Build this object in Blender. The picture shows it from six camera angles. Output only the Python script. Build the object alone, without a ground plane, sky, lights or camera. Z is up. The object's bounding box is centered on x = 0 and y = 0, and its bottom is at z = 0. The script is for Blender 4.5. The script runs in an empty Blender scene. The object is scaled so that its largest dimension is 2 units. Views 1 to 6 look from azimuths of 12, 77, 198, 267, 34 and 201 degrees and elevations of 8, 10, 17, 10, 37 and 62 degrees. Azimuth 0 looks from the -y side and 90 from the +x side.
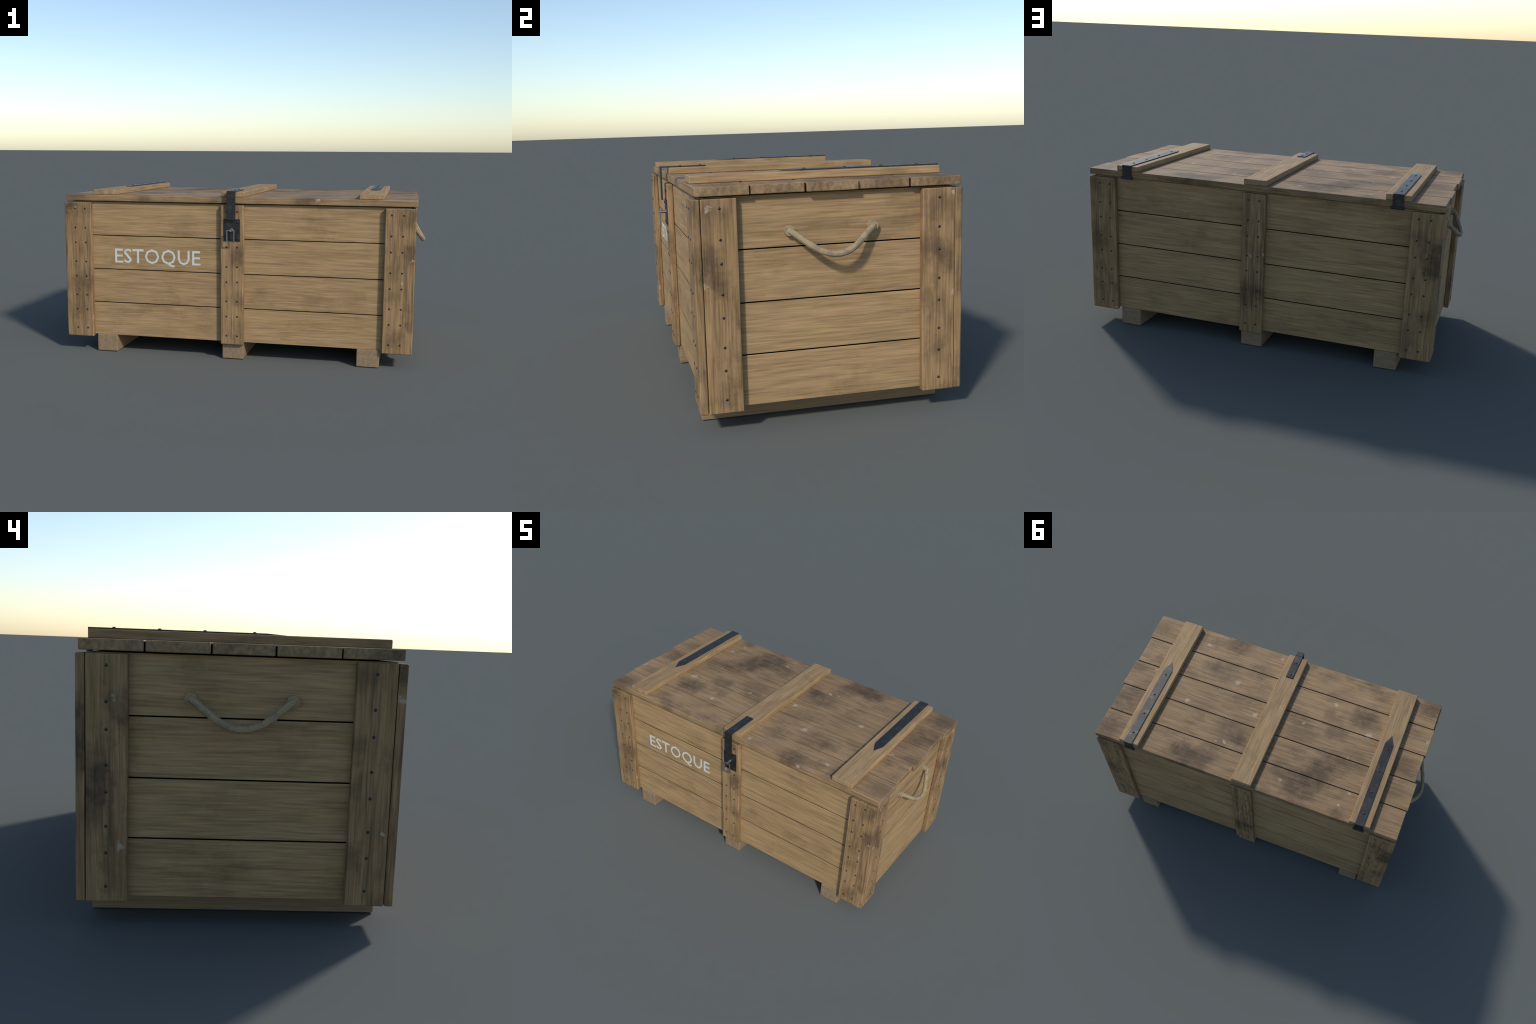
import bpy, bmesh, math, random
from mathutils import Vector, Matrix
from mathutils.geometry import tessellate_polygon

random.seed(7)
SC = bpy.context.scene.collection

# ------------------------------------------------------------------ sizes
YC = 0.0178                      # middle of the crate in y (the lock sticks out in front)
POST_X = 0.9450                  # outer faces of the corner boards
FRONT, BACK = -0.4690, 0.5047     # outer faces of the front / back boards
BOARD_T = 0.028                  # thickness of the boards nailed on the planks
WALL_F, WALL_B = FRONT + BOARD_T, BACK - BOARD_T
WALL_X = POST_X - BOARD_T
PLANK_Z0, PLANK_H, PLANK_GAP = 0.0935, 0.1862, 0.0044
WALL_T = 0.024
LID_Z0, LID_Z1 = 0.8385, 0.8716
BATTEN_Z1 = 0.9006
PLATE_T = 0.0050

# ------------------------------------------------------------------ node helpers
class Nodes:
    def __init__(self, name):
        self.mat = bpy.data.materials.new(name)
        self.mat.use_nodes = True
        self.t = self.mat.node_tree
        self.t.nodes.clear()
        self.out = self.n('ShaderNodeOutputMaterial')
        self.bsdf = self.n('ShaderNodeBsdfPrincipled')
        self.l(self.bsdf.outputs[0], self.out.inputs[0])
    def n(self, kind, **kw):
        nd = self.t.nodes.new(kind)
        for k, v in kw.items():
            setattr(nd, k, v)
        return nd
    def l(self, a, b):
        self.t.links.new(a, b)
    def put(self, sock, v):
        if isinstance(v, bpy.types.NodeSocket):
            self.l(v, sock)
        else:
            sock.default_value = v
    def math(self, op, a, b=0.0, c=None, clamp=False):
        nd = self.n('ShaderNodeMath', operation=op, use_clamp=clamp)
        self.put(nd.inputs[0], a); self.put(nd.inputs[1], b)
        if c is not None:
            self.put(nd.inputs[2], c)
        return nd.outputs[0]
    def vmath(self, op, a, b=None, scale=None):
        nd = self.n('ShaderNodeVectorMath', operation=op)
        self.put(nd.inputs[0], a)
        if b is not None:
            self.put(nd.inputs[1], b)
        if scale is not None:
            self.put(nd.inputs['Scale'], scale)
        return nd.outputs['Value'] if op in ('DISTANCE', 'LENGTH', 'DOT_PRODUCT') else nd.outputs[0]
    def noise(self, vec, scale=1.0, detail=2.0, rough=0.5, color=False):
        nd = self.n('ShaderNodeTexNoise')
        self.put(nd.inputs['Vector'], vec)
        nd.inputs['Scale'].default_value = scale
        nd.inputs['Detail'].default_value = detail
        nd.inputs['Roughness'].default_value = rough
        return nd.outputs['Color' if color else 'Fac']
    def map(self, v, a, b, c=0.0, d=1.0, smooth=False):
        nd = self.n('ShaderNodeMapRange')
        if smooth:
            nd.interpolation_type = 'SMOOTHSTEP'
        self.put(nd.inputs['Value'], v)
        for i, x in zip(('From Min', 'From Max', 'To Min', 'To Max'), (a, b, c, d)):
            nd.inputs[i].default_value = x
        return nd.outputs[0]
    def ramp(self, v, stops):
        nd = self.n('ShaderNodeValToRGB')
        self.put(nd.inputs[0], v)
        e = nd.color_ramp.elements
        while len(e) < len(stops):
            e.new(0.5)
        for el, (p, c) in zip(e, stops):
            el.position = p
            el.color = (*c, 1)
        return nd.outputs[0]
    def mix(self, f, a, b, mode='MIX'):
        nd = self.n('ShaderNodeMix', data_type='RGBA', blend_type=mode)
        self.put(nd.inputs[0], f)
        for i, v in ((6, a), (7, b)):
            self.put(nd.inputs[i], v if isinstance(v, bpy.types.NodeSocket) else (*v, 1))
        return nd.outputs[2]


def wood(name, axis, dark, mid, light, stains=(), chips=(), stain_col=(0.38, 0.375, 0.40),
         spread=1.0, fade=1.0, wide=1.0, extra_noise=0.0):
    """Sawn timber with the grain along `axis` (0, 1, 2), optional dark damp
    stains (x, y, z, radius, strength) and pale scuffs (x, y, z, radius)."""
    N = Nodes(name)
    tc = N.n('ShaderNodeTexCoord').outputs['Object']
    rnd = N.n('ShaderNodeObjectInfo').outputs['Random']
    shift = N.vmath('SCALE', (13.7, 7.9, 11.3), scale=rnd)
    p = N.vmath('ADD', tc, shift)
    # slow sideways wander of the grain
    wander = N.vmath('SUBTRACT', N.noise(p, 5.0, 2.0, color=True), (0.5, 0.5, 0.5))
    p2 = N.vmath('ADD', p, N.vmath('SCALE', wander, scale=0.007))

    def stretched(cross, along, detail, rough=0.5):
        s = [cross / wide] * 3
        s[axis] = along
        return N.noise(N.vmath('MULTIPLY', p2, tuple(s)), 1.0, detail, rough)
    a = stretched(150, 6.5, 2.5, 0.5)
    b = stretched(40, 2.5, 2.0)
    c = stretched(330, 11, 1.0)
    v = N.math('MULTIPLY', a, 0.55)
    v = N.math('MULTIPLY_ADD', b, 0.28, v)
    v = N.math('ADD', v, 0.04)
    v = N.math('MULTIPLY_ADD', c, 0.17, v)
    v = N.math('ADD', v, N.map(rnd, 0, 1, -0.035, 0.035))
    col = N.ramp(v, [(0.39, dark), (0.54, mid), (0.69, light)])
    # patches that lean pinkish or olive
    hue = stretched(44, 4.0, 2.0)
    col = N.mix(N.map(hue, 0.35, 0.65), col,
                N.mix(1.0, col, (1.04, 0.98, 0.98), 'MULTIPLY'), 'MIX')
    col = N.mix(N.map(hue, 0.52, 0.70), col,
                N.mix(1.0, col, (0.93, 1.02, 0.88), 'MULTIPLY'), 'MIX')
    # end grain: short mottled fibres instead of streaks
    nrm = N.n('ShaderNodeSeparateXYZ')
    N.l(N.n('ShaderNodeNewGeometry').outputs['Normal'], nrm.inputs[0])
    is_end = N.map(N.math('ABSOLUTE', nrm.outputs[axis]), 0.70, 0.85)
    spk = N.noise(N.vmath('MULTIPLY', p2, (70.0, 70.0, 55.0)), 1.0, 3.0, 0.55)
    endcol = N.ramp(spk, [(0.26, dark), (0.50, mid), (0.74, light)])
    col = N.mix(is_end, col, endcol)

    # ragged coordinates for the marks
    rag = N.vmath('SUBTRACT', N.noise(tc, 19.0, 5.0, 0.65, color=True), (0.5, 0.5, 0.5))
    q = N.vmath('ADD', tc, N.vmath('SCALE', rag, scale=0.125))
    sq = [1.0, 1.0, 1.0]
    sq[axis] = 0.85
    qs = N.vmath('MULTIPLY', q, tuple(sq))
    if stains:
        m = None
        for (x, y, z, r, s) in stains:
            cen = (x * sq[0], y * sq[1], z * sq[2])
            f = N.map(N.vmath('DISTANCE', qs, cen), 0.3 * r, 1.5 * spread * r, s * fade, 0.0, smooth=True)
            m = f if m is None else N.math('ADD', m, f)
        m = N.math('MINIMUM', m, 1.0)
        cloud = N.map(N.noise(tc, 20.0, 4.0, 0.6), 0.36, 0.54, 0.60, 1.0)
        m = N.math('MULTIPLY', m, cloud)
        if extra_noise:
            faint = N.map(N.noise(qs, 6.5, 3.0, 0.55), 0.50, 0.72, 0.0, extra_noise, smooth=True)
            m = N.math('MAXIMUM', m, faint)
        col = N.mix(m, col, N.mix(1.0, col, stain_col, 'MULTIPLY'))
    elif extra_noise:
        # clean boards: only soft, faint handling grime
        faint = N.map(N.noise(N.vmath('ADD', qs, shift), 5.0, 4.0, 0.6), 0.50, 0.72, 0.0, extra_noise, smooth=True)
        col = N.mix(faint, col, N.mix(1.0, col, (0.62, 0.61, 0.60), 'MULTIPLY'))
    if chips:
        rag2 = N.vmath('SUBTRACT', N.noise(tc, 38.0, 3.0, 0.6, color=True), (0.5, 0.5, 0.5))
        q2 = N.vmath('ADD', tc, N.vmath('SCALE', rag2, scale=0.045))
        m = None
        for (x, y, z, r) in chips:
            f = N.map(N.vmath('DISTANCE', q2, (x, y, z)), 0.45 * r, 1.05 * r, 1.0, 0.0, smooth=True)
            m = f if m is None else N.math('MAXIMUM', m, f)
        m = N.math('MULTIPLY', m, N.map(N.noise(tc, 60.0, 2.0), 0.30, 0.58, 0.15, 0.62))
        col = N.mix(m, col, (0.47, 0.39, 0.31))
    N.l(col, N.bsdf.inputs['Base Color'])
    N.bsdf.inputs['Roughness'].default_value = 0.72
    N.bsdf.inputs['Specular IOR Level'].default_value = 0.35
    bump = N.n('ShaderNodeBump')
    bump.inputs['Strength'].default_value = 0.25
    bump.inputs['Distance'].default_value = 0.0015
    N.l(v, bump.inputs['Height'])
    N.l(bump.outputs[0], N.bsdf.inputs['Normal'])
    return N.mat


def metal(name, col, metallic, rough, smudge=0.0, wear=0.0):
    N = Nodes(name)
    tc = N.n('ShaderNodeTexCoord').outputs['Object']
    k = N.noise(tc, 14.0, 2.0, 0.5)
    lo = tuple(c * 0.93 for c in col)
    hi = tuple(c * (1.07 + smudge) for c in col)
    base = N.ramp(k, [(0.35, lo), (0.70, hi)])
    if wear:
        scuff = N.map(N.noise(tc, 26.0, 5.0, 0.65), 0.52, 0.70, 0.0, wear, smooth=True)
        base = N.mix(scuff, base, (0.115, 0.105, 0.095))
    N.l(base, N.bsdf.inputs['Base Color'])
    N.l(N.map(k, 0.3, 0.7, rough - 0.07, rough + 0.07), N.bsdf.inputs['Roughness'])
    N.bsdf.inputs['Metallic'].default_value = metallic
    N.bsdf.inputs['Specular IOR Level'].default_value = 0.0 if rough >= 1.0 else 0.5
    return N.mat


def rope_material(name):
    N = Nodes(name)
    tc = N.n('ShaderNodeTexCoord').outputs['Object']
    k = N.noise(tc, 34.0, 3.0, 0.6)
    f = N.noise(tc, 240.0, 2.0, 0.5)
    col = N.ramp(f, [(0.3, (0.250, 0.195, 0.108)), (0.7, (0.320, 0.250, 0.140))])
    col = N.mix(N.map(k, 0.50, 0.60, 0.0, 0.62), col, (0.165, 0.132, 0.105))
    N.l(col, N.bsdf.inputs['Base Color'])
    N.bsdf.inputs['Roughness'].default_value = 0.9
    bump = N.n('ShaderNodeBump')
    bump.inputs['Strength'].default_value = 0.3
    bump.inputs['Distance'].default_value = 0.001
    N.l(f, bump.inputs['Height'])
    N.l(bump.outputs[0], N.bsdf.inputs['Normal'])
    return N.mat


def paint_material(name):
    N = Nodes(name)
    tc = N.n('ShaderNodeTexCoord').outputs['Object']
    N.l(N.ramp(N.noise(tc, 60.0, 3.0), [(0.3, (0.50, 0.52, 0.485)), (0.7, (0.56, 0.58, 0.545))]),
        N.bsdf.inputs['Base Color'])
    N.bsdf.inputs['Roughness'].default_value = 0.7
    return N.mat

# ------------------------------------------------------------------ where the wood is stained
LID_STAINS = [
    (0.90, -0.363, 0.871, 0.062, .5), (0.39, -0.424, 0.871, 0.068, .95), (0.39, -0.185, 0.871, 0.09, .6),
    (0.19, -0.275, 0.871, 0.056, .75), (0.48, -0.212, 0.871, 0.053, .4), (0.88, 0.217, 0.871, 0.077, .8),
    (0.917, -0.039, 0.871, 0.046, .5), (0.885, 0.425, 0.871, 0.078, .85), (0.19, 0.18, 0.871, 0.08, .75),
    (0.095, 0.239, 0.871, 0.049, .6), (0.243, 0.326, 0.871, 0.049, .6), (0.43, 0.45, 0.871, 0.066, .8),
    (0.30, 0.44, 0.871, 0.074, .9), (0.412, 0.393, 0.871, 0.049, .5), (0.422, 0.094, 0.871, 0.06, .3),
    (-0.535, -0.187, 0.871, 0.071, .95), (-0.498, -0.445, 0.871, 0.046, .65), (-0.357, -0.336, 0.871, 0.032, .4),
    (-0.895, -0.42, 0.871, 0.075, .8), (-0.195, 0.039, 0.871, 0.074, .55), (-0.395, -0.043, 0.871, 0.058, .65),
    (-0.30, 0.395, 0.871, 0.084, 1.), (-0.382, 0.292, 0.871, 0.08, .95), (-0.44, 0.175, 0.871, 0.07, .8),
    (-0.178, 0.31, 0.871, 0.062, .65), (-0.572, 0.114, 0.871, 0.072, .6), (-0.85, 0.043, 0.871, 0.068, .75),
    (-0.826, -0.212, 0.871, 0.05, .45), (-0.591, 0.476, 0.871, 0.04, .6), (-0.847, 0.206, 0.871, 0.046, .5),
    (0.53, -0.39, 0.871, 0.034, .5), (-0.215, -0.40, 0.871, 0.046, .5), (0.83, 0.119, 0.871, 0.045, .5),
    (-0.10, -0.457, 0.858, 0.035, .6), (0.69, -0.174, 0.871, 0.028, .5),
]
LID_CHIPS = [
    (0.29, -0.152, 0.871, 0.020), (0.103, 0.024, 0.871, 0.021), (0.527, 0.084, 0.871, 0.017),
    (-0.336, -0.224, 0.871, 0.016), (-0.586, -0.09, 0.871, 0.025), (-0.198, 0.386, 0.871, 0.016),
    (-0.521, 0.104, 0.871, 0.011), (-0.604, 0.324, 0.871, 0.013), (0.204, 0.267, 0.871, 0.016),
    (0.252, 0.278, 0.871, 0.012), (0.572, -0.352, 0.871, 0.012), (-0.929, -0.174, 0.871, 0.014),
    (-0.192, -0.032, 0.871, 0.015), (0.095, -0.418, 0.871, 0.012), (-0.569, 0.414, 0.871, 0.012),
    (0.80, -0.053, 0.871, 0.016), (0.448, -0.458, 0.865, 0.018), (0.05, 0.46, 0.871, 0.012),
]
FRONT_STAINS = [
    (-0.918, -0.468, 0.796, 0.046, .8), (-0.855, -0.468, 0.387, 0.056, .9), (-0.882, -0.468, 0.241, 0.040, .75),
    (0.003, -0.468, 0.809, 0.036, .8), (0.031, -0.468, 0.561, 0.045, .95), (0.045, -0.468, 0.322, 0.036, .7),
    (0.038, -0.468, 0.183, 0.028, .5), (0.915, -0.468, 0.778, 0.044, .9), (0.928, -0.468, 0.604, 0.044, 1.),
    (0.842, -0.468, 0.498, 0.030, .5), (0.832, -0.468, 0.374, 0.036, .6), (0.852, -0.468, 0.159, 0.036, .8),
    (0.927, -0.468, 0.233, 0.024, .7), (-0.944, -0.456, 0.809, 0.026, .7),
]
FRONT_CHIPS = [(-0.879, -0.468, 0.80, 0.008), (-0.942, -0.453, 0.719, 0.016), (-0.789, -0.468, 0.188, 0.010),
               (0.88, -0.468, 0.449, 0.010), (0.932, -0.468, 0.565, 0.009)]
END_STAINS = [
    (0.944, -0.40, 0.781, 0.040, .8), (0.944, -0.42, 0.62, 0.046, 1.), (0.944, -0.386, 0.535, 0.034, .9),
    (0.944, -0.328, 0.402, 0.022, .6), (0.944, -0.351, 0.146, 0.027, .4), (0.944, 0.42, 0.775, 0.044, .8),
    (0.944, 0.386, 0.624, 0.044, .9), (0.944, 0.458, 0.573, 0.044, .8), (0.944, 0.38, 0.435, 0.028, .6),
    (0.944, 0.483, 0.343, 0.029, .6), (0.944, 0.403, 0.239, 0.038, .7),
    (-0.944, 0.386, 0.692, 0.034, 1.), (-0.944, 0.368, 0.645, 0.028, .8), (-0.944, 0.451, 0.515, 0.040, .8),
    (-0.944, 0.445, 0.442, 0.040, 1.), (-0.944, 0.451, 0.374, 0.040, .9), (-0.944, -0.347, 0.805, 0.046, .8),
    (-0.944, -0.33, 0.575, 0.033, .8), (-0.944, -0.331, 0.457, 0.027, .7), (-0.944, -0.332, 0.227, 0.034, .8),
]
END_CHIPS = [(0.944, -0.415, 0.797, 0.013), (0.944, -0.434, 0.539, 0.012), (0.944, 0.472, 0.809, 0.013),
             (0.944, 0.474, 0.448, 0.014), (-0.944, 0.395, 0.703, 0.010), (-0.944, 0.375, 0.26, 0.013),
             (-0.944, -0.421, 0.316, 0.011)]
BACK_STAINS = [
    (0.911, 0.503, 0.794, 0.037, .8), (0.906, 0.503, 0.491, 0.052, 1.), (0.891, 0.503, 0.326, 0.033, .6),
    (0.90, 0.503, 0.214, 0.038, .7), (0.796, 0.503, 0.815, 0.03, .5), (0.021, 0.503, 0.308, 0.052, .85),
    (-0.051, 0.503, 0.30, 0.04, .7), (-0.914, 0.503, 0.638, 0.058, 1.), (-0.927, 0.503, 0.547, 0.043, .8),
    (-0.839, 0.503, 0.704, 0.034, .7), (-0.903, 0.503, 0.30, 0.036, .7), (0.013, 0.503, 0.541, 0.03, .4),
    (0.944, 0.489, 0.67, 0.03, .6), (-0.944, 0.489, 0.59, 0.05, .8),
]
BACK_CHIPS = [(0.798, 0.503, 0.098, 0.012), (0.012, 0.503, 0.509, 0.010), (-0.060, 0.503, 0.519, 0.010)]

PINE = ((0.210, 0.136, 0.065), (0.304, 0.200, 0.098), (0.392, 0.262, 0.132))
AGED = ((0.128, 0.080, 0.038), (0.240, 0.152, 0.073), (0.340, 0.220, 0.110))
LIDC = ((0.158, 0.102, 0.052), (0.250, 0.162, 0.083), (0.338, 0.225, 0.119))
FOOT = ((0.185, 0.130, 0.077), (0.230, 0.162, 0.096), (0.272, 0.194, 0.117))

M_PLANK_X = wood('pine_plank_lengthwise', 0, *PINE, extra_noise=0.6)
M_PLANK_Y = wood('pine_plank_crosswise', 1, *PINE, extra_noise=0.6)
M_LID = wood('weathered_lid_timber', 0, *LIDC, LID_STAINS, LID_CHIPS, spread=1.15, extra_noise=0.50)
M_BOARD_F = wood('weathered_front_board_timber', 2, *AGED, FRONT_STAINS, FRONT_CHIPS, spread=1.25, fade=0.85, extra_noise=0.50)
M_BOARD_E = wood('weathered_end_board_timber', 2, *AGED, END_STAINS, END_CHIPS, spread=1.25, fade=0.85, extra_noise=0.50)
M_BOARD_B = wood('weathered_back_board_timber', 2, *AGED, BACK_STAINS, BACK_CHIPS, spread=1.25, fade=0.85, extra_noise=0.50)
M_FOOT = wood('skid_timber', 1, *FOOT)
M_IRON = metal('black_iron', (0.044, 0.043, 0.043), 0.7, 0.46, 0.0, 0.55)
M_NAIL = metal('dark_nail_steel', (0.040, 0.042, 0.048), 0.6, 0.38)
M_BOLT = metal('worn_bolt_steel', (0.050, 0.050, 0.053), 0.7, 0.42)
M_STEEL = metal('bare_steel', (0.34, 0.34, 0.355), 0.9, 0.40)
M_GAP_SHADE = metal('gap_shade', (0.004, 0.004, 0.0035), 0.0, 1.0)  # near-black that stands in for the shade inside plank gaps
M_ROPE = rope_material('hemp_rope')
M_PAINT = paint_material('white_stencil_paint')

# ------------------------------------------------------------------ mesh helpers
def finish(name, bm, mat, parent, smooth=True, weighted=True):
    bmesh.ops.recalc_face_normals(bm, faces=bm.faces)
    me = bpy.data.meshes.new(name)
    bm.to_mesh(me)
    bm.free()
    me.materials.append(mat)
    if smooth:
        me.polygons.foreach_set('use_smooth', [True] * len(me.polygons))
        me.set_sharp_from_angle(angle=math.radians(50))
    ob = bpy.data.objects.new(name, me)
    SC.objects.link(ob)
    ob.parent = parent
    if smooth and weighted:
        md = ob.modifiers.new('even_shading', 'WEIGHTED_NORMAL')
        md.keep_sharp = True
    return ob


def block(name, lo, hi, mat, parent, bevel=0.004, seg=3, wobble=0.0, shade_faces=()):
    """A sawn piece of timber or plate: a box with rounded edges.  `grimy` lists the
    (axis, sign) faces that sit in a joint and are coloured near-black to imitate its shade."""
    bm = bmesh.new()
    bmesh.ops.create_cube(bm, size=1.0)
    lo, hi = Vector(lo), Vector(hi)
    for v in bm.verts:
        v.co = Vector([(lo[i] + hi[i]) / 2 + v.co[i] * (hi[i] - lo[i]) for i in range(3)])
        if wobble:
            v.co += Vector([random.uniform(-wobble, wobble) for _ in range(3)])
    if bevel:
        bmesh.ops.bevel(bm, geom=list(bm.edges), offset=bevel, segments=seg, profile=0.5, affect='EDGES')
    ob = finish(name, bm, mat, parent)
    if shade_faces:
        ob.data.materials.append(M_GAP_SHADE)
        for p in ob.data.polygons:
            if any(p.normal[a] * sg > 0.97 for a, sg in shade_faces):
                p.material_index = 1
    return ob


def prism(name, pts, depth_axis, d0, d1, mat, parent, bevel=0.0):
    """Extrude a flat outline (list of 2D points) along one axis."""
    bm = bmesh.new()
    def put(p, d):
        c = list(p)
        c.insert(depth_axis, d)
        return bm.verts.new(c)
    a = [put(p, d0) for p in pts]
    b = [put(p, d1) for p in pts]
    n = len(pts)
    bm.faces.new(a)
    bm.faces.new(b)
    for i in range(n):
        bm.faces.new((a[i], a[(i + 1) % n], b[(i + 1) % n], b[i]))
    if bevel:
        bmesh.ops.bevel(bm, geom=list(bm.edges), offset=bevel, segments=2, profile=0.5, affect='EDGES')
    return finish(name, bm, mat, parent)


def tube(name, pts, radius, sides, mat, parent, twist=0.0, closed=False, smooth=True, lumps=0.0):
    """Sweep a round section along a polyline."""
    bm = bmesh.new()
    P = [Vector(p) for p in pts]
    n = len(P)
    rings = []
    up = Vector((0.3, 0.2, 1)).normalized()
    for i in range(n):
        if closed:
            t = (P[(i + 1) % n] - P[i - 1]).normalized()
        else:
            t = (P[min(i + 1, n - 1)] - P[max(i - 1, 0)]).normalized()
        u = up - t * up.dot(t)
        u.normalize()
        up = u
        w = t.cross(u)
        rr = radius * (1.0 + lumps * math.sin(2.3 * i + 0.7 * math.sin(1.1 * i)))
        rings.append([bm.verts.new(P[i] + rr * (math.cos(a) * u + math.sin(a) * w))
                      for a in [2 * math.pi * k / sides + twist * i for k in range(sides)]])
    for i in range(n if closed else n - 1):
        A, B = rings[i], rings[(i + 1) % n]
        for k in range(sides):
            bm.faces.new((A[k], A[(k + 1) % sides], B[(k + 1) % sides], B[k]))
    if not closed:
        bm.faces.new(rings[0])
        bm.faces.new(rings[-1])
    return finish(name, bm, mat, parent, smooth=smooth, weighted=False)


def dome_mesh(name, r, h, mat, sides=12):
    """Nail or bolt head: a shallow dome standing on z = 0."""
    bm = bmesh.new()
    rings = []
    for rr, zz in ((1.0, -0.4), (1.0, 0.25), (0.86, 0.68), (0.5, 0.95)):
        rings.append([bm.verts.new((r * rr * math.cos(2 * math.pi * k / sides),
                                    r * rr * math.sin(2 * math.pi * k / sides), h * zz)) for k in range(sides)])
    for A, B in zip(rings, rings[1:]):
        for k in range(sides):
            bm.faces.new((A[k], A[(k + 1) % sides], B[(k + 1) % sides], B[k]))
    bm.faces.new(rings[-1])
    bm.faces.new(rings[0])
    bmesh.ops.recalc_face_normals(bm, faces=bm.faces)
    me = bpy.data.meshes.new(name)
    bm.to_mesh(me)
    bm.free()
    me.materials.append(mat)
    me.polygons.foreach_set('use_smooth', [True] * len(me.polygons))
    return me


FACING = {'-y': Matrix.Rotation(math.pi / 2, 4, 'X'), '+y': Matrix.Rotation(-math.pi / 2, 4, 'X'),
          '+x': Matrix.Rotation(math.pi / 2, 4, 'Y'), '-x': Matrix.Rotation(-math.pi / 2, 4, 'Y'),
          '+z': Matrix.Identity(4)}


def stud(name, me, loc, facing, parent):
    ob = bpy.data.objects.new(name, me)
    ob.matrix_world = Matrix.Translation(loc) @ FACING[facing]
    SC.objects.link(ob)
    ob.parent = parent
    return ob

# ------------------------------------------------------------------ the crate
crate = bpy.data.objects.new('wooden_crate', None)
SC.objects.link(crate)
crate['label'] = 'long weathered wooden crate with hinged lid and rope handles'
crate['category'] = 'wooden crate'

# walls: four planks a side; the long ones run to the corners, the end ones fit between
for i in range(4):
    z0 = PLANK_Z0 + i * PLANK_H
    z1 = z0 + PLANK_H - PLANK_GAP
    joints = ([(2, 1)] if i < 3 else []) + ([(2, -1)] if i > 0 else [])  # edges painted dark so the open gaps read as shaded
    block('side_plank', (-WALL_X, WALL_F, z0), (WALL_X, WALL_F + WALL_T, z1), M_PLANK_X, crate, 0.0014, shade_faces=joints)
    block('side_plank', (-WALL_X, WALL_B - WALL_T, z0), (WALL_X, WALL_B, z1), M_PLANK_X, crate, 0.0014, shade_faces=joints)
    for s in (-1, 1):
        xs = sorted((s * WALL_X, s * (WALL_X - WALL_T)))
        block('end_plank', (xs[0], WALL_F + WALL_T + 0.001, z0), (xs[1], WALL_B - WALL_T - 0.001, z1),
              M_PLANK_Y, crate, 0.0014, shade_faces=joints)
    # added dark strips that imitate shade deep in the joint above this plank
    if i < 3:
        r = 0.0160
        za, zb = z1 - 0.001, z1 + PLANK_GAP + 0.001
        for ya, yb in ((WALL_F + r, WALL_F + WALL_T), (WALL_B - WALL_T, WALL_B - r)):
            block('gap_shade', (-WALL_X + 0.002, ya, za), (WALL_X - 0.002, yb, zb), M_GAP_SHADE, crate, 0)
        for s in (-1, 1):
            xs = sorted((s * (WALL_X - r), s * (WALL_X - WALL_T)))
            block('gap_shade', (xs[0], WALL_F + WALL_T, za), (xs[1], WALL_B - WALL_T, zb), M_GAP_SHADE, crate, 0)
# floor
for i in range(4):
    w = (WALL_B - WALL_F - 2 * WALL_T - 0.004) / 4
    y0 = WALL_F + WALL_T + 0.002 + i * w
    block('floor_plank', (-WALL_X + WALL_T + 0.002, y0, PLANK_Z0 + 0.001),
          (WALL_X - WALL_T - 0.002, y0 + w - 0.003, PLANK_Z0 + 0.022), M_PLANK_X, crate, 0.002)

# skids under the floor
for x0, x1 in ((-0.7785, -0.6625), (-0.0580, 0.0580), (0.6625, 0.7785)):
    block('skid', (x0, -0.4460, 0.0), (x1, 0.4830, PLANK_Z0 - 0.0005), M_FOOT, crate, 0.004)

# boards nailed over the planks
nail = dome_mesh('nail', 0.0050, 0.0024, M_NAIL)
NAIL_Z = (0.797, 0.692, 0.6105, 0.505, 0.4235, 0.319, 0.237, 0.132)
BOARD_Z0, BOARD_Z1 = 0.0830, 0.8300
for x0, x1 in ((-POST_X, -0.7915), (-0.0624, 0.0624), (0.7915, POST_X)):
    cx = 0.0 if abs(x0 + x1) < 0.1 else math.copysign(0.8537, x0)
    for y0, y1, mat, face, yn in ((FRONT, WALL_F - 0.0002, M_BOARD_F, '-y', FRONT),
                                  (WALL_B + 0.0002, BACK, M_BOARD_B, '+y', BACK)):
        b = block('side_board', (x0, y0, BOARD_Z0), (x1, y1, BOARD_Z1), mat, crate, 0.0055, 4)
        for z in NAIL_Z:
            for dx in (-0.0292, 0.0292):
                if cx == 0.0 and face == '-y' and 0.64 < z < 0.76:
                    continue          # hidden by the lock plate
                stud('nail', nail, (cx + dx, yn, z), face, b)
for s in (-1, 1):
    xs = sorted((s * POST_X, s * (WALL_X + 0.0002)))
    for y0, y1, yn in ((WALL_F + 0.0016, -0.3165, -0.3765), (0.3515, WALL_B - 0.0016, 0.4145)):
        b = block('end_board', (xs[0], y0, BOARD_Z0), (xs[1], y1, BOARD_Z1), M_BOARD_E, crate, 0.0040, 3)
        for z in NAIL_Z:
            stud('nail', nail, (s * POST_X, yn, z), '+x' if s > 0 else '-x', b)

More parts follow.
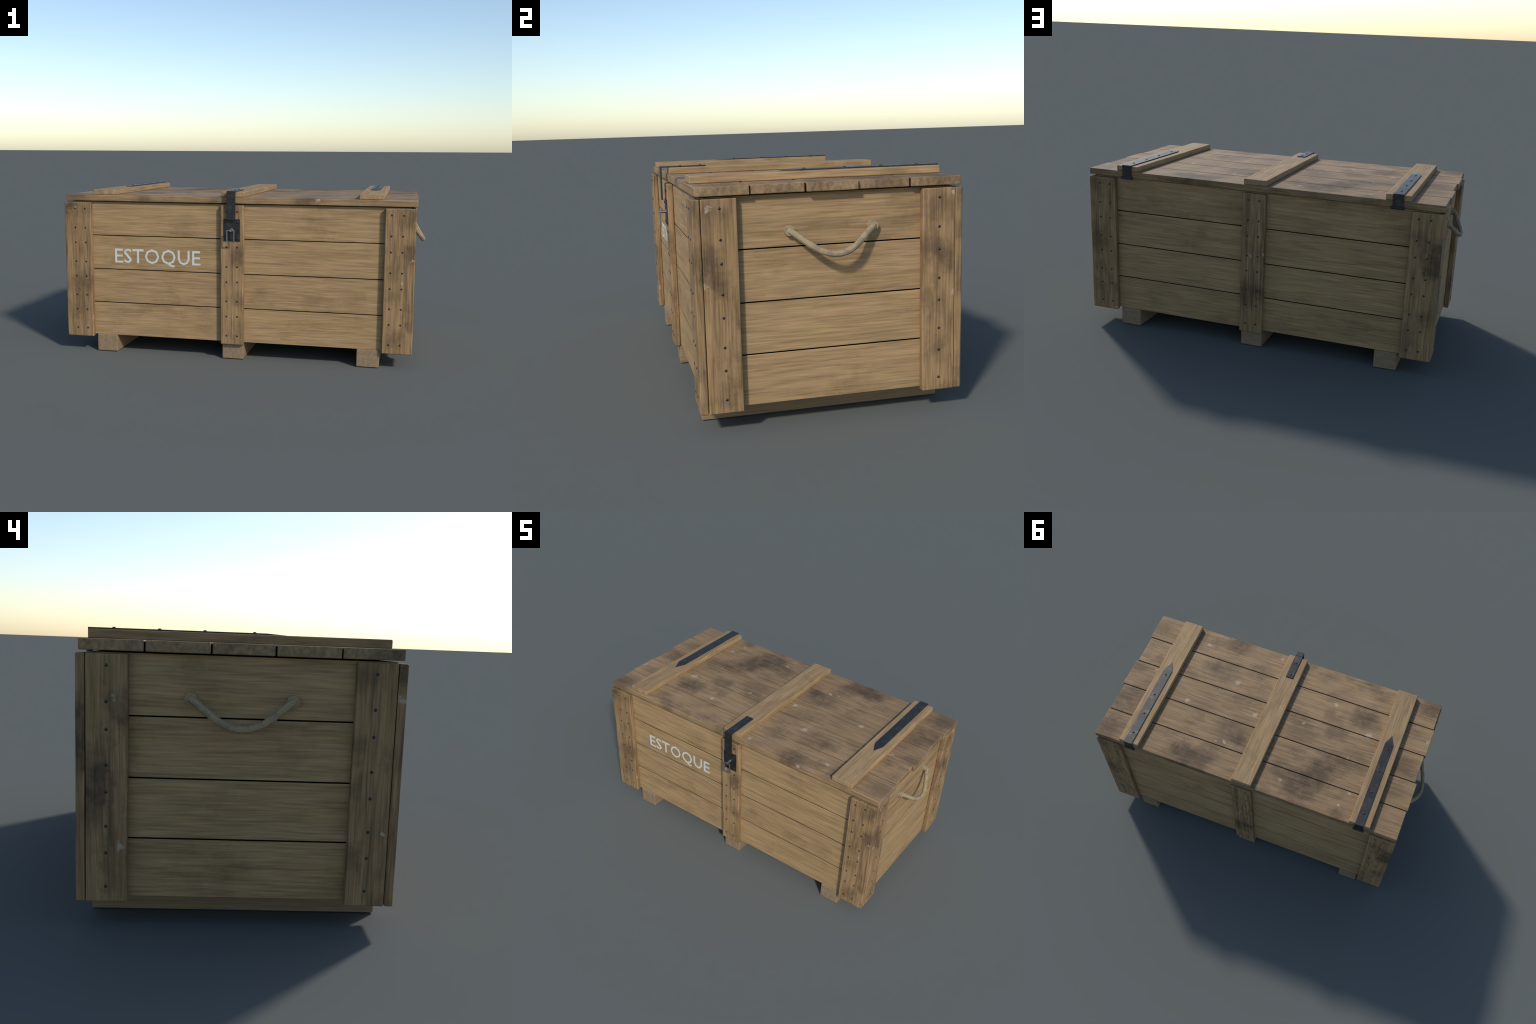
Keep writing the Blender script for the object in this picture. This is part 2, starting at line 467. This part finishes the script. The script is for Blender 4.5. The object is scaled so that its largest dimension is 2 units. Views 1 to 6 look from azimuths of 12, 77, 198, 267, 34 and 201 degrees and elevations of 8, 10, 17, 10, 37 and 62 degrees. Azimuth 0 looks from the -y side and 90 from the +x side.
# lid: five planks cut to slightly different lengths, under three battens
LID_Y = (-0.4582, -0.2705, -0.0770, 0.1125, 0.3045, 0.4960)
LID_ENDS = ((-0.9385, 0.9502), (-0.9456, 0.9428), (-0.9366, 0.9540), (-0.9486, 0.9408), (-0.9432, 0.9472))
for i, (xa, xb) in enumerate(LID_ENDS):
    g0 = 0.0022 if i > 0 else 0.0
    g1 = 0.0022 if i < 4 else 0.0
    block('lid_plank', (xa, LID_Y[i] + g0, LID_Z0), (xb, LID_Y[i + 1] - g1, LID_Z1), M_LID, crate, 0.0036, 3)
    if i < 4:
        y = LID_Y[i + 1]  # added dark strip below, imitating shade in the lid gap
        block('gap_shade', (max(xa, LID_ENDS[i + 1][0]) + 0.002, y - 0.003, LID_Z0 + 0.001),
              (min(xb, LID_ENDS[i + 1][1]) - 0.002, y + 0.003, LID_Z1 - 0.0045), M_GAP_SHADE, crate, 0)
battens = []
for xc in (-0.7205, 0.0, 0.7205):
    w = 0.0614
    battens.append(block('lid_batten', (xc - w, -0.4530, LID_Z1 + 0.0003), (xc + w, 0.4945, BATTEN_Z1),
                         M_PLANK_Y, crate, 0.0040, 3))

# strap hinges
bolt = dome_mesh('bolt', 0.0062, 0.0042, M_BOLT)
PT = BATTEN_Z1 + 0.0002
for xc in (-0.7205, 0.7205):
    h = bpy.data.objects.new('strap_hinge', None)
    w, top = 0.0255, PT + PLATE_T
    # leaf: flat strap that ends in a bent-down point, and turns down over the lid's back edge
    bm = bmesh.new()
    prof_u = [(0.4950 + 0.0062, 0.8440), (0.4950 + 0.0062, top), (-0.0580, top), ]
    prof_l = [(0.4950 + 0.0008, 0.8440), (0.4950 + 0.0008, PT), (-0.0580, PT), ]
    U = [[bm.verts.new((xc + sx * w, y, z)) for (y, z) in prof_u] for sx in (-1, 1)]
    L = [[bm.verts.new((xc + sx * w, y, z)) for (y, z) in prof_l] for sx in (-1, 1)]
    tu = bm.verts.new((xc, -0.1215, top - 0.0040))
    tl = bm.verts.new((xc, -0.1215, PT))
    for k in range(2):
        bm.faces.new((U[0][k], U[1][k], U[1][k + 1], U[0][k + 1]))
        bm.faces.new((L[0][k], L[1][k], L[1][k + 1], L[0][k + 1]))
        for s in range(2):
            bm.faces.new((U[s][k], U[s][k + 1], L[s][k + 1], L[s][k]))
    bm.faces.new((U[0][0], U[1][0], L[1][0], L[0][0]))
    bm.faces.new((U[0][2], U[1][2], tu))
    bm.faces.new((L[0][2], L[1][2], tl))
    for s in range(2):
        bm.faces.new((U[s][2], tu, tl, L[s][2]))
    hinge = finish('strap_hinge', bm, M_IRON, crate, smooth=False)
    bpy.data.objects.remove(h)
    prism('hinge_knuckle', [(0.4955, 0.8315), (0.5025, 0.8315), (0.5060, 0.8350), (0.5060, 0.8435),
                            (0.5030, 0.8470), (0.4955, 0.8470)], 0, xc - 0.0325, xc + 0.0325, M_IRON, hinge, 0.0008)
    for y in (-0.021, 0.137, 0.2805, 0.424):
        stud('bolt', bolt, (xc, y, top - 0.0005), '+z', hinge)

# hasp on the middle batten: fixed plate, folding flap, staple plate with pin and ring
hasp = block('hasp', (-0.0230, -0.4570, PT), (0.0230, -0.2850, PT + PLATE_T), M_IRON, crate, 0.0008, 2)
for y in (-0.399, -0.308):
    stud('bolt', bolt, (0, y, PT + PLATE_T - 0.0005), '+z', hasp)
prism('hasp_flap', [(-0.4595, PT), (-0.4595, PT + PLATE_T), (-0.4900, PT + PLATE_T), (-0.4900, 0.7560),
                    (-0.4845, 0.7560), (-0.4845, PT)], 0, -0.0228, 0.0228, M_IRON, hasp, 0.0008)
tube('hasp_hinge_pin', [(-0.0215, -0.4583, PT + 0.0022), (0.0215, -0.4583, PT + 0.0022)], 0.0019, 8, M_IRON, hasp)
lock = block('lock_plate', (-0.0443, -0.4725, 0.6415), (0.0443, FRONT - 0.0002, 0.7585), M_IRON, crate, 0.0012, 2)
screw = dome_mesh('screw', 0.0062, 0.0036, M_BOLT)
for x in (-0.0305, 0.0305):
    for z in (0.743, 0.656):
        stud('screw', screw, (x, -0.4725, z), '-y', lock)
tube('lock_pin', [(0.001, -0.4715, 0.7020), (0.001, -0.4750, 0.7020), (0.001, -0.5060, 0.7020)], 0.0066, 12, M_STEEL, lock)
tube('pin_collar', [(0.001, -0.4718, 0.7020), (0.001, -0.4765, 0.7020)], 0.0088, 12, M_STEEL, lock)
# square wire ring hanging from the pin
bm = bmesh.new()
o = [(-0.0212, 0.6385), (0.0212, 0.6385), (0.0212, 0.7035), (-0.0212, 0.7035)]
q = [(-0.0162, 0.6435), (0.0162, 0.6435), (0.0162, 0.6985), (-0.0162, 0.6985)]
V = {}
for tag, loop in (('o', o), ('q', q)):
    for j, y in enumerate((-0.5030, -0.4980)):
        for i, (x, z) in enumerate(loop):
            V[tag, j, i] = bm.verts.new((x, y, z))
for i in range(4):
    k = (i + 1) % 4
    for j in range(2):
        bm.faces.new((V['o', j, i], V['o', j, k], V['q', j, k], V['q', j, i]))
    for tag in 'oq':
        bm.faces.new((V[tag, 0, i], V[tag, 0, k], V[tag, 1, k], V[tag, 1, i]))
bmesh.ops.bevel(bm, geom=list(bm.edges), offset=0.0010, segments=2, profile=0.5, affect='EDGES')
finish('lock_ring', bm, M_STEEL, lock)

# rope handles through two round ferrules at each end
def smooth_path(pts, steps):
    P = [Vector(p) for p in pts]
    P = [2 * P[0] - P[1]] + P + [2 * P[-1] - P[-2]]
    out = []
    for i in range(1, len(P) - 2):
        for s in range(steps):
            t = s / steps
            a, b, c, d = P[i - 1:i + 3]
            out.append(0.5 * (2 * b + (c - a) * t + (2 * a - 5 * b + 4 * c - d) * t ** 2
                              + (3 * b - a - 3 * c + d) * t ** 3))
    return out + [P[-2]]

HALF = [(0.1500, 0.7060), (0.1290, 0.691), (0.1090, 0.6750), (0.0720, 0.6480), (0.0375, 0.6320), (0.0, 0.6258)]
for s in (-1, 1):
    line = [(d, z) for d, z in HALF] + [(-d, z) for d, z in reversed(HALF[:-1])]
    pts = [(s * (0.9363 + (0.7060 - z) * 0.655), YC + d, z) for d, z in line]
    pts = [(s * 0.926, YC + 0.1515, 0.7085)] + pts + [(s * 0.926, YC - 0.1515, 0.7085)]
    rope = tube('rope_handle', smooth_path(pts, 3), 0.0115, 9, M_ROPE, crate, smooth=False, lumps=0.045)
    for d in (-0.1515, 0.1515):
        tube('rope_ferrule', [(s * (WALL_X - 0.004), YC + d, 0.7073), (s * (WALL_X + 0.019), YC + d, 0.7073)],
             0.0188, 12, M_ROPE, rope, smooth=False)

# ------------------------------------------------------------------ painted word
Z0, Z1, ST = 0.5012, 0.5785, 0.0114
ZM = 0.5400
def letter_e(x):
    w = 0.0445
    return [[(x, Z0), (x + w + 0.002, Z0), (x + w + 0.002, Z0 + 0.0105), (x + ST, Z0 + 0.0105), (x + ST, 0.5348),
             (x + w - 0.001, 0.5348), (x + w - 0.001, 0.5455), (x + ST, 0.5455), (x + ST, Z1 - ST),
             (x + w, Z1 - ST), (x + w, Z1), (x, Z1)]]
def letter_s(x):
    pts = [(0.0412, 0.5735), (0.0245, 0.5795), (0.0075, 0.5735), (0.0005, 0.5600), (0.0040, 0.5510), (0.0310, 0.5205),
           (0.0322, 0.5165), (0.0225, 0.5112), (0.0115, 0.5140), (0.0008, 0.5215), (0.0020, 0.5080), (0.0225, 0.5005),
           (0.0395, 0.5070), (0.0450, 0.5205), (0.0420, 0.5270), (0.0120, 0.5600), (0.0128, 0.5645), (0.0225, 0.5695),
           (0.0310, 0.5670), (0.0412, 0.5600)]
    return [[(x + a, z) for a, z in pts]]
def letter_t(x):
    m = x + 0.0312
    return [[(x, Z1), (x, Z1 - ST), (m - ST / 2, Z1 - ST), (m - ST / 2, Z0), (m + ST / 2, Z0), (m + ST / 2, Z1 - ST),
             (x + 0.0640, Z1 - ST), (x + 0.0640, Z1)]]
def octagon(cx, r0, r1):
    """eight separate strokes of a ring with points at top, bottom, left, right"""
    segs = []
    for k in range(8):
        a, b = math.pi / 4 * k, math.pi / 4 * (k + 1)
        segs.append([(cx + r * math.cos(t), ZM + r * math.sin(t)) for r, t in ((r0, a), (r1, a), (r1, b), (r0, b))])
    return segs
def letter_o(x):
    return octagon(x + 0.0410, 0.0294, 0.0408)
def letter_q(x):
    c = x + 0.0410
    return octagon(c, 0.0294, 0.0408) + [[(c - 0.0080, 0.5068), (c + 0.0040, 0.4930), (c + 0.0150, 0.4885),
                                         (c + 0.0285, 0.4855), (c + 0.0390, 0.4950), (c + 0.0245, 0.4970),
                                         (c + 0.0110, 0.5040), (c + 0.0040, 0.5098)]]
def letter_u(x):
    w = 0.0668
    out = [(x, Z1), (x, 0.5330), (x + 0.0115, 0.5085), (x + w / 2, 0.5000), (x + w - 0.0115, 0.5085), (x + w, 0.5330),
           (x + w, Z1), (x + w - ST, Z1), (x + w - ST, 0.5330), (x + w - 0.0185, 0.5170), (x + w / 2, 0.5110),
           (x + 0.0185, 0.5170), (x + ST, 0.5330), (x + ST, Z1)]
    return [out]

def painted(outlines):
    bm = bmesh.new()
    ya = WALL_F + 0.0005
    for layer, pts in enumerate(outlines):
        yb = WALL_F - (0.0007 if layer < 8 else 0.0004)
        front = [bm.verts.new((x, yb, z)) for x, z in pts]
        back = [bm.verts.new((x, ya, z)) for x, z in pts]
        n = len(pts)
        for tri in tessellate_polygon([[Vector((x, z, 0)) for x, z in pts]]):
            bm.faces.new([front[i] for i in tri])
        for i in range(n):
            bm.faces.new((front[i], front[(i + 1) % n], back[(i + 1) % n], back[i]))
    return finish('painted_letter', bm, M_PAINT, crate, smooth=False)

for draw, x in ((letter_e, -0.6665), (letter_s, -0.6150), (letter_t, -0.5650), (letter_o, -0.4940),
                (letter_q, -0.4010), (letter_u, -0.3070), (letter_e, -0.2262)):
    painted(draw(x))
